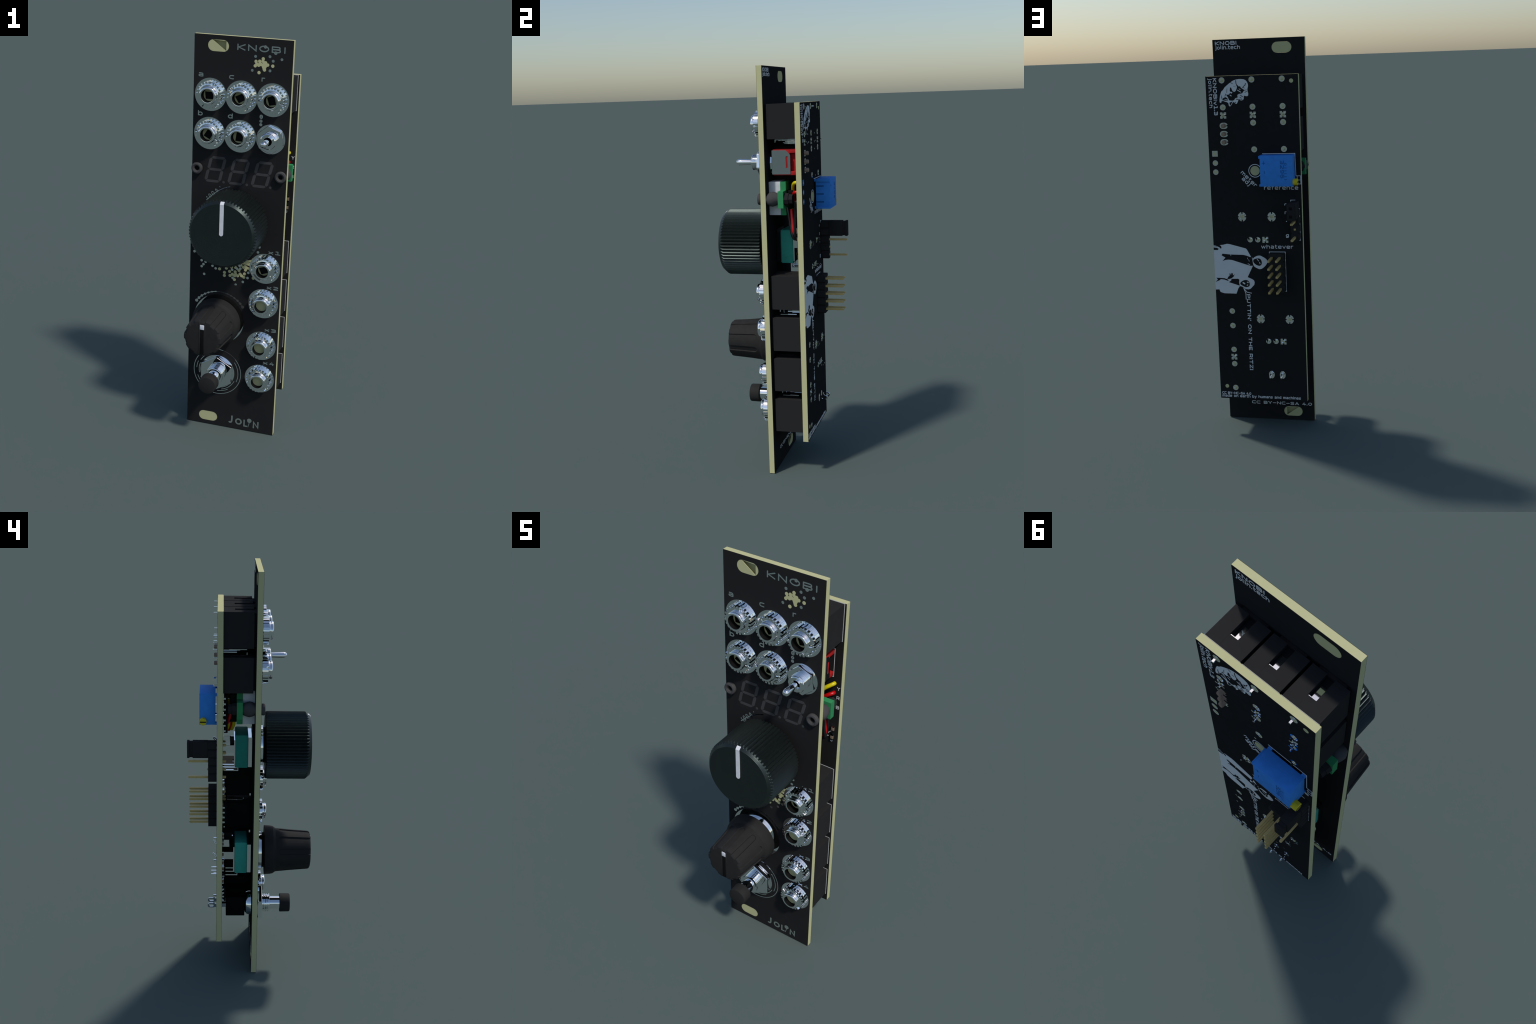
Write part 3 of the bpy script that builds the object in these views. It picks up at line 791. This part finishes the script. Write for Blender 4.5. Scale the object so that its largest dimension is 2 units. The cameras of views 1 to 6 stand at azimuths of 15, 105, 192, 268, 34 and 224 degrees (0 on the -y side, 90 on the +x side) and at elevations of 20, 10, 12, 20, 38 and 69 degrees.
for p, w in (([(.056, .926), (.055, .920)], .0022), ([(.050, .917), (.047, .908)], .0020), ([(.054, .896), (.045, .891)], .0026), ([(.006, .919), (-.002, .910)], .0034), ([(-.006, .903), (-.008, .896)], .0040),
             ([(.083, .797), (.076, .792)], .0075), ([(.061, .800), (.058, .798)], .0060), ([(.063, .784), (.060, .786)], .0050), ([(.142, .942), (.141, .936)], .0022)):
    hl.ribbon(p, w)
put("figure_highlight", hl.done("figure_highlight"), SILK, board)
hd = Print(BB, 1, 0.00045)
hd.poly(round_off([(.163, 1.698), (.161, 1.723), (.152, 1.752), (.143, 1.757), (.136, 1.769), (.123, 1.780), (.108, 1.791), (.093, 1.801), (.079, 1.806), (.058, 1.809), (.032, 1.806), (.020, 1.792),
         (.016, 1.776), (.021, 1.761), (.020, 1.746), (.017, 1.741), (.019, 1.726), (.030, 1.726), (.040, 1.730), (.041, 1.709), (.056, 1.705), (.065, 1.715), (.071, 1.700), (.077, 1.690), (.083, 1.691),
         (.093, 1.703), (.107, 1.680), (.116, 1.679), (.119, 1.698), (.138, 1.703), (.147, 1.708), (.155, 1.697)], True, 1))
put("hand_illustration", hd.done("hand_illustration"), SILK, board)
hs = Print(BB, 1, 0.0012)
hs.poly([(.132, 1.742), (.125, 1.735), (.114, 1.736), (.108, 1.743), (.099, 1.740), (.095, 1.749), (.102, 1.748), (.109, 1.752), (.106, 1.770), (.101, 1.768), (.097, 1.755), (.088, 1.747), (.079, 1.752),
         (.072, 1.767), (.072, 1.782), (.063, 1.773), (.056, 1.774), (.053, 1.766), (.036, 1.757), (.042, 1.748), (.048, 1.740), (.064, 1.738), (.072, 1.733), (.071, 1.721), (.083, 1.718), (.089, 1.709),
         (.097, 1.706), (.113, 1.708), (.119, 1.722), (.122, 1.727)])
hs.poly([(.145, 1.717), (.140, 1.721), (.132, 1.724), (.126, 1.721), (.121, 1.716), (.120, 1.708), (.134, 1.707), (.144, 1.709)])
hs.poly([(.150, 1.735), (.148, 1.717), (.146, 1.711), (.149, 1.708), (.152, 1.725)])
hs.poly([(.101, 1.701), (.097, 1.703), (.105, 1.688), (.110, 1.682), (.113, 1.697)])
hs.poly([(.086, 1.697), (.080, 1.694), (.082, 1.701)])
for p, w in (([(.077, 1.802), (.076, 1.788), (.073, 1.778)], .0030), ([(.029, 1.787), (.033, 1.776)], .0032), ([(.036, 1.776), (.044, 1.768), (.036, 1.765)], .0026), ([(.103, 1.793), (.094, 1.787)], .0022), ([(.122, 1.765), (.124, 1.745)], .0014),
             ([(.024, 1.750), (.034, 1.744)], .0024), ([(.056, 1.731), (.046, 1.724)], .0030), ([(.060, 1.722), (.052, 1.717)], .0026), ([(.060, 1.713), (.048, 1.709)], .0022), ([(.078, 1.713), (.068, 1.711)], .0030),
             ([(.152, 1.704), (.146, 1.701)], .0026), ([(.134, 1.728), (.131, 1.738)], .0024), ([(.040, 1.752), (.026, 1.757)], .0018), ([(.090, 1.774), (.080, 1.775)], .0009)):
    hs.ribbon(p, w)
put("hand_crease", hs.done("hand_crease"), MASKI, board)
hw_ = Print(BB, 1, 0.0016)
for p, w in (([(.070, 1.756), (.054, 1.746)], .0034), ([(.062, 1.762), (.056, 1.758)], .0026), ([(.046, 1.764), (.038, 1.758)], .0020), ([(.108, 1.733), (.102, 1.729)], .0040), ([(.136, 1.714), (.122, 1.711)], .0022), ([(.066, 1.731), (.058, 1.737)], .0030)):
    hw_.ribbon(p, w)
put("hand_highlight", hw_.done("hand_highlight"), SILK, board)

# solder pads, a tan disc standing in for each hole, and the lead
ROUND = [(x, z) for x in (.1475, -.001, -.1495) for z in (1.8045, 1.675)]
ROUND += [(x, z) for x in (-.001, -.1495) for z in (1.5985, 1.469)]
ROUND += [(.1475, z) for z in (.647, .570, .442, .365, .235, )]
SQUARE = [(.1475, 1.636), (-.001, 1.636), (-.1495, 1.636), (.1475, .4025)]
SMALL = [(.1985, 1.404), (.1985, 1.359), (.038, 1.019), (-.001, 1.019), (-.037, .4915), (-.0755, .4915)]
def pads():
    m = bmesh.new(); hole = bmesh.new(); lead = bmesh.new(); dark = bmesh.new(); e = 0.0  # hole gathers the tan discs, dark the plates laid on pads
    def blade(x, z, w=.0055, t=.0016, y1=.1805): box_into(lead, x - w, x + w, BB - .004, y1, z - t, z + t)
    for x, z in ROUND:
        plate_into(m, circle(x, z, .0146, 20), [], BB - .0002, BB + .0007)
        plate_into(hole, circle(x, z, .0090, 16), [], BB, BB + .0009)
        blade(x + .001, z, .0038, .0030)
    for x, z in SQUARE:
        plate_into(m, [(x - .0152, z - .0152), (x + .0152, z - .0152), (x + .0152, z + .0152), (x - .0152, z + .0152)], [], BB - .0002, BB + .0007)
        plate_into(hole, circle(x, z, .0080, 16), [], BB, BB + .0009)
        for dx, dz in ((0, .0125), (0, -.0125), (.0125, 0), (-.0125, 0)):
            box_into(dark, x + dx - .0030, x + dx + .0030, BB, BB + .0011, z + dz - .0030, z + dz + .0030)
        box_into(lead, x - .008, x - .002, BB, .1835, z - .001, z + .005); box_into(lead, x + .002, x + .007, BB, .1800, z - .007, z + .001)
    for x, z in SMALL:
        plate_into(m, circle(x, z, .0138, 18), [], BB - .0002, BB + .0007)
        plate_into(hole, circle(x, z, .0070, 14), [], BB, BB + .0009)
        if x < .15:
            box_into(dark, x + .003, x + .011, BB, BB + .0011, z + .001, z + .011)
            box_into(lead, x - .004, x + .004, BB, .190, z - .002, z + .002)
    for x, z, s in ((.1985, 1.450, .0142), (-.0395, 1.0185, .0150), (-.1145, .4915, .0150)):
        plate_into(m, [(x - s, z - s), (x + s, z - s), (x + s, z + s), (x - s, z + s)], [], BB - .0002, BB + .0007)
        plate_into(hole, circle(x, z, .0070, 14), [], BB, BB + .0009)
        if x < .15:
            box_into(lead, x - .004, x + .004, BB, .190, z - .002, z + .002)
            for dx, dz in ((0, .0115), (0, -.0115), (-.0115, 0)): box_into(dark, x + dx - .0032, x + dx + .0032, BB, BB + .0011, z + dz - .0034, z + dz + .0034)
    for z in (1.586, 1.546, 1.506):
        plate_into(m, slot_outline(.1475, z, .0205, .0150, 8), [], BB - .0002, BB + .0007)
        box_into(dark, .1270, .1330, BB, BB + .0011, z - .0035, z + .0035)
    for x, z in ((.0745, 1.135), (-.0760, 1.135), (-.0005, .609), (-.150, .609)):
        o = [(x + .0212 * cos(a) , z + .0238 * sin(a)) for a in [2 * pi * k / 28 for k in range(28)]]
        plate_into(m, o, [], BB - .0002, BB + .0007)
        plate_into(hole, slot_outline(x, z, .0075, .0074, 6) if 0 else circle(x, z, .0085, 16), [], BB, BB + .0009)
        for dx, dz in ((0, .0195), (0, -.0195), (.0175, 0), (-.0175, 0)):
            w, h = (.0030, .0046) if dx == 0 else (.0046, .0026)
            box_into(dark, x + dx - w, x + dx + w, BB, BB + .0011, z + dz - h, z + dz + h)
        # bent bracket claw
        for k in range(6):
            a = pi * k / 7
            y0 = BB + .0135 * sin(a * .9); box_into(lead, x + .0085, x + .0115, y0, y0 + .006, z - .012 + .004 * k, z - .008 + .004 * k)
        for k in range(4):
            box_into(lead, x - .0105, x - .0075, BB + .002 * k, BB + .006 + .002 * k, z + .002 + .003 * k, z + .006 + .003 * k)
    for x in (-.047, -.104):
        plate_into(m, [(x + .0150 * cos(a), z + .0205 * sin(a)) for a in [2 * pi * k / 24 for k in range(24)] for z in (.3125,)], [], BB - .0002, BB + .0007)
    for x, z, r in ((-.195, 1.794, .0100), (.193, .242, .0098), (-.001, 1.364, .0235)):
        plate_into(hole, circle(x, z, r, 28), [], BB - .0001, BB + .0006)
    put("solder_pad", finish(m, "solder_pad", merge=False), CHROME, board, stuff=True)
    put("drill_hole_disc", finish(hole, "drill_hole_disc", merge=False), CORE, board, stuff=True)  # tan discs laid on top; nothing is drilled
    put("pad_relief_plate", finish(dark, "pad_relief_plate", merge=False), DEEP, board, stuff=True)  # dark plates laid on the pads in place of cut reliefs
    put("component_lead", finish(lead, "component_lead", merge=False), CHROME, board, stuff=True)
pads()

# trimmer on the back
trim = put("trimmer_potentiometer", boxes("trimmer_potentiometer", [(-.2015, -.0440, .1720, .2445, 1.2965, 1.4445)], .0012), BLUE, root)
put("trimmer_foot", boxes("trimmer_foot", [(x0, x1, BB + .0012, .1722, z0, z1) for x0, x1 in ((-.2015, -.186), (-.060, -.0440)) for z0, z1 in ((1.2965, 1.3085), (1.4325, 1.4445))]
    + [(-.0442, -.0380, .178, .2444, 1.2968, 1.307), (-.0442, -.0380, .178, .2444, 1.431, 1.4442)], .0006), BLUE, trim)
put("trimmer_lead", boxes("trimmer_lead", [(x - .005, x + .005, BB, .172, z - .004, z + .004) for x, z in ((-.085, 1.41), (-.123, 1.37), (-.160, 1.33))]), STEEL, trim)
put("trimmer_dark_bar", boxes("trimmer_dark_bar", [(-.0442, -.0434, .1740, .2120, z - .0040, z + .0040) for z in (1.331, 1.3705, 1.410)]), BLUEDK, trim)  # dark-blue plates on the side face stand in for sunk slots
bm = bmesh.new()
for v in [0]:
    lathe_into(bm, [(0, 0), (0, .0165), (.022, .0165), (.0235, .0150), (.0235, 0)], 12)
for v in bm.verts:      # lay the screw along -x
    v.co = Vector((-.2015 - v.co.y, .2275 + v.co.x, 1.3160 + v.co.z))
put("trimmer_screw", finish(bm, "trimmer_screw", 30), YELLOW, trim)
put("screw_dark_bar", box("screw_dark_bar", -.2260, -.2245, .2130, .2420, 1.3135, 1.3185), DEEP, trim)  # dark bar laid across the screw head in place of a cut
tp = Print(.2445, 1, .0003)
tp.text("3296", -.1440, 1.4220, .0180, .085, .0028, **DN)
tp.ribbon([(-.0640, 1.418), (-.0640, 1.402)], .0026); tp.ribbon([(-.0700, 1.410), (-.0560, 1.410)], .0026); tp.ribbon([(-.0650, 1.372), (-.0650, 1.360)], .0026)
tp.ribbon(circle(-.1690, 1.404, .0055, 14), .0020, True)
for k in range(5): tp.ribbon([(-.1640, 1.386 - .014 * k), (-.1740, 1.386 - .014 * k)], .0024)
TBLUE = BLUEDK
put("trimmer_marking", tp.done("trimmer_marking"), TBLUE, trim)

# headers
def header(name, cols, z_list, pin_end, skip=()):
    cx = sum(cols) / len(cols); hw = .0200 * len(cols)
    blocks = []
    bmh = bmesh.new()
    for z in z_list:      # one moulded block per row, edges cut at 45 degrees
        c = .006
        o = [(cx - hw + c, z - .0196), (cx + hw - c, z - .0196), (cx + hw, z - .0196 + c), (cx + hw, z + .0196 - c), (cx + hw - c, z + .0196), (cx - hw + c, z + .0196), (cx - hw, z + .0196 - c), (cx - hw, z - .0196 + c)]
        plate_into(bmh, o, [], BB + .0012, .2045)
    h = put(name, finish(bmh, name, merge=False), BLACK, root)
    bmp = bmesh.new()
    for x in cols:
        for k, z in enumerate(z_list):
            end = skip.get(k, pin_end) if skip else pin_end
            s = .0050
            o = lambda y, q: [(x - q, y, z - q), (x + q, y, z - q), (x + q, y, z + q), (x - q, y, z + q)]
            rows = [(BF - .016, s * .5), (BF - .013, s), (end - .003, s), (end, s * .5)]
            rv = [[bmp.verts.new(p) for p in o(y, q)] for y, q in rows]
            for A, B in zip(rv, rv[1:]):
                for i in range(4): bmp.faces.new((A[i], A[(i + 1) % 4], B[(i + 1) % 4], B[i]))
            bmp.faces.new(rv[0]); bmp.faces.new(rv[-1])
    put("header_pin", finish(bmp, "header_pin", merge=False), GOLD, h)
    return h
header("pin_header", (-.0785, -.1180), [.8565 + .0395 * k for k in (2, 1, 0, -1, -2)], .2975)
one = header("pin_header", (-.1985,), [1.1185 + .0395 * k for k in (2, 1, 0, -1, -2)], .2975, {3: .2100})
jump = put("jumper_cap", boxes("jumper_cap", [(-.2170, -.1800, .2048, .2760, 1.1385, 1.2170), (-.2130, -.1840, .2755, .2910, 1.1415, 1.2140), (-.2170, -.1800, .2905, .3020, 1.1385, 1.2170)], .0012), BLACK, one)
put("jumper_dark_plate", boxes("jumper_dark_plate", [(-.2060, -.1910, .3018, .3023, z - .007, z + .007) for z in (1.158, 1.1975)]), DEEP, one)  # dark plates on the cap's end stand in for its openings

# parts on the inner face
ip = Print(BF, -1, 0.0005)
def frame(x0, x1, z0, z1, w=.0026): ip.ribbon([(x0, z0), (x1, z0), (x1, z1), (x0, z1)], w, True)
for x, z, flip, _ in JACKS:
    a, b = (.096, -.072) if not flip else (.072, -.096)
    frame(x - JW - .0012, x + JW + .0012, z + b, z + a)
frame(TX - .0420, TX + .0420, TZ - .0670, TZ + .0670)
for c, z in (('Y', 1.4190), ('R', 1.3740), ('B', 1.3260)): ip.text(c, .2100, z, .0165, .0150, .0030)
ip.text('J', .1920, 1.1490, .0180, .0120, .0036)
ip.ribbon([(.180, 1.1900), (.194, 1.2030)], .0040); ip.ribbon([(.170, 1.160), (.170, 1.174), (.182, 1.174)], .004)
put("board_inner_print", ip.done("board_inner_print"), SILK, board)

def chip(x0, x1, z0, z1, tall, legs):
    c = put("integrated_circuit", box("integrated_circuit", x0, x1, BF - tall, BF - .004, z0, z1, .002), DEEP, board)
    L = []
    for k in range(legs):
        z = z0 + (z1 - z0) * (k + .5) / legs
        for s, xe in ((-1, x0), (1, x1)):
            L += [(min(xe, xe + s * .007), max(xe, xe + s * .007), BF - tall * .55, BF - tall * .55 + .003, z - .004, z + .004),
                  (min(xe + s * .007, xe + s * .010), max(xe + s * .007, xe + s * .010), BF - tall * .55, BF - .0004, z - .004, z + .004)]
    put("chip_lead", boxes("chip_lead", L), STEEL, board, stuff=True)
chip(-.195, -.135, 1.255, 1.435, .022, 7)
chip(.085, .150, 1.195, 1.290, .020, 5)
chip(-.20, -.15, .80, .90, .020, 4)
chip(-.02, .06, .70, .86, .022, 7)
chip(-.19, -.14, .38, .46, .018, 4)
chip(.02, .075, .40, .53, .022, 4)
R = []
for x, z in ((.204, 1.222), (.202, 1.178), (-.200, 1.000), (-.185, .960), (-.205, .700), (-.195, .640), (-.205, .60), (-.190, .56), (-.205, .50), (.04, .95), (.06, .90), (-.06, .92), (-.03, .95), (.07, .62), (.06, .58), (-.20, .74), (.09, 1.25), (.12, 1.20), (-.10, .96)):
    R.append((x, z))
put("surface_resistor", boxes("surface_resistor", [(x - .0065, x + .0065, BF - .008, BF - .0003, z - .009, z + .009) for x, z in R], .0008), BROWN, board, stuff=True)
put("resistor_cap", boxes("resistor_cap", [(x - .0070, x + .0070, BF - .0085, BF - .0002, z + s * .0105 - .0025, z + s * .0105 + .0025) for x, z in R for s in (-1, 1)]), STEEL, board, stuff=True)
# board-to-meter wires
tube_curve("wire", [(.198, BF - .0005, 1.4500), (.197, .127, 1.4505), (.188, .117, 1.446), (.165, .106, 1.428), (.140, .102, 1.395), (.115, .104, 1.340), (.100, .104, 1.300)], .0088, WYEL, board)
tube_curve("wire", [(.198, BF - .0005, 1.4040), (.197, .127, 1.4045), (.188, .117, 1.401), (.166, .110, 1.385), (.135, .108, 1.345), (.110, .105, 1.310)], .0088, WRED, board)
tube_curve("wire", [(.198, BF - .0005, 1.3590), (.196, .127, 1.358), (.190, .1215, 1.340), (.186, .1195, 1.290), (.184, .1170, 1.240), (.180, .1135, 1.195), (.165, .118, 1.172)], .0085, WBLK, board)
tube_curve("wire", [(.176, .077, 1.330), (.178, .081, 1.312), (.180, .0875, 1.270), (.182, .0960, 1.222), (.183, .1035, 1.190), (.176, .112, 1.176)], .0080, WBLK, board)
tube_curve("wire", [(.165, .094, 1.320), (.172, .098, 1.295), (.178, .1020, 1.250), (.180, .1065, 1.210), (.172, .114, 1.184)], .0100, WRED, board)
tube_curve("wire", [(.140, .098, 1.320), (.150, .104, 1.280), (.165, .112, 1.215), (.168, .124, 1.182)], .0085, WYEL, board)
tube_curve("wire", [(-.120, .086, 1.400), (-.122, .088, 1.330), (-.118, .086, 1.275), (-.100, .096, 1.245)], .0085, WYEL, board)
tube_curve("wire", [(-.118, .098, 1.400), (-.120, .099, 1.320), (-.114, .102, 1.270), (-.095, .108, 1.240)], .0075, WRED, board)
tube_curve("wire", [(-.120, .109, 1.400), (-.122, .110, 1.330), (-.118, .110, 1.275), (-.090, .116, 1.238)], .0085, WYEL, board)
put("wire_tip", boxes("wire_tip", [(.193, .203, .122, BF + .001, z - .004, z + .004) for z in (1.450, 1.404, 1.359)]), STEEL, board)
tube_curve("wire", [(-.04, .098, 1.320), (-.10, .108, 1.300), (-.14, .104, 1.340), (-.12, .100, 1.40)], .0095, WYEL, board)
tube_curve("wire", [(-.02, .100, 1.310), (-.09, .116, 1.285), (-.15, .112, 1.30), (-.165, .098, 1.36)], .0095, WRED, board)
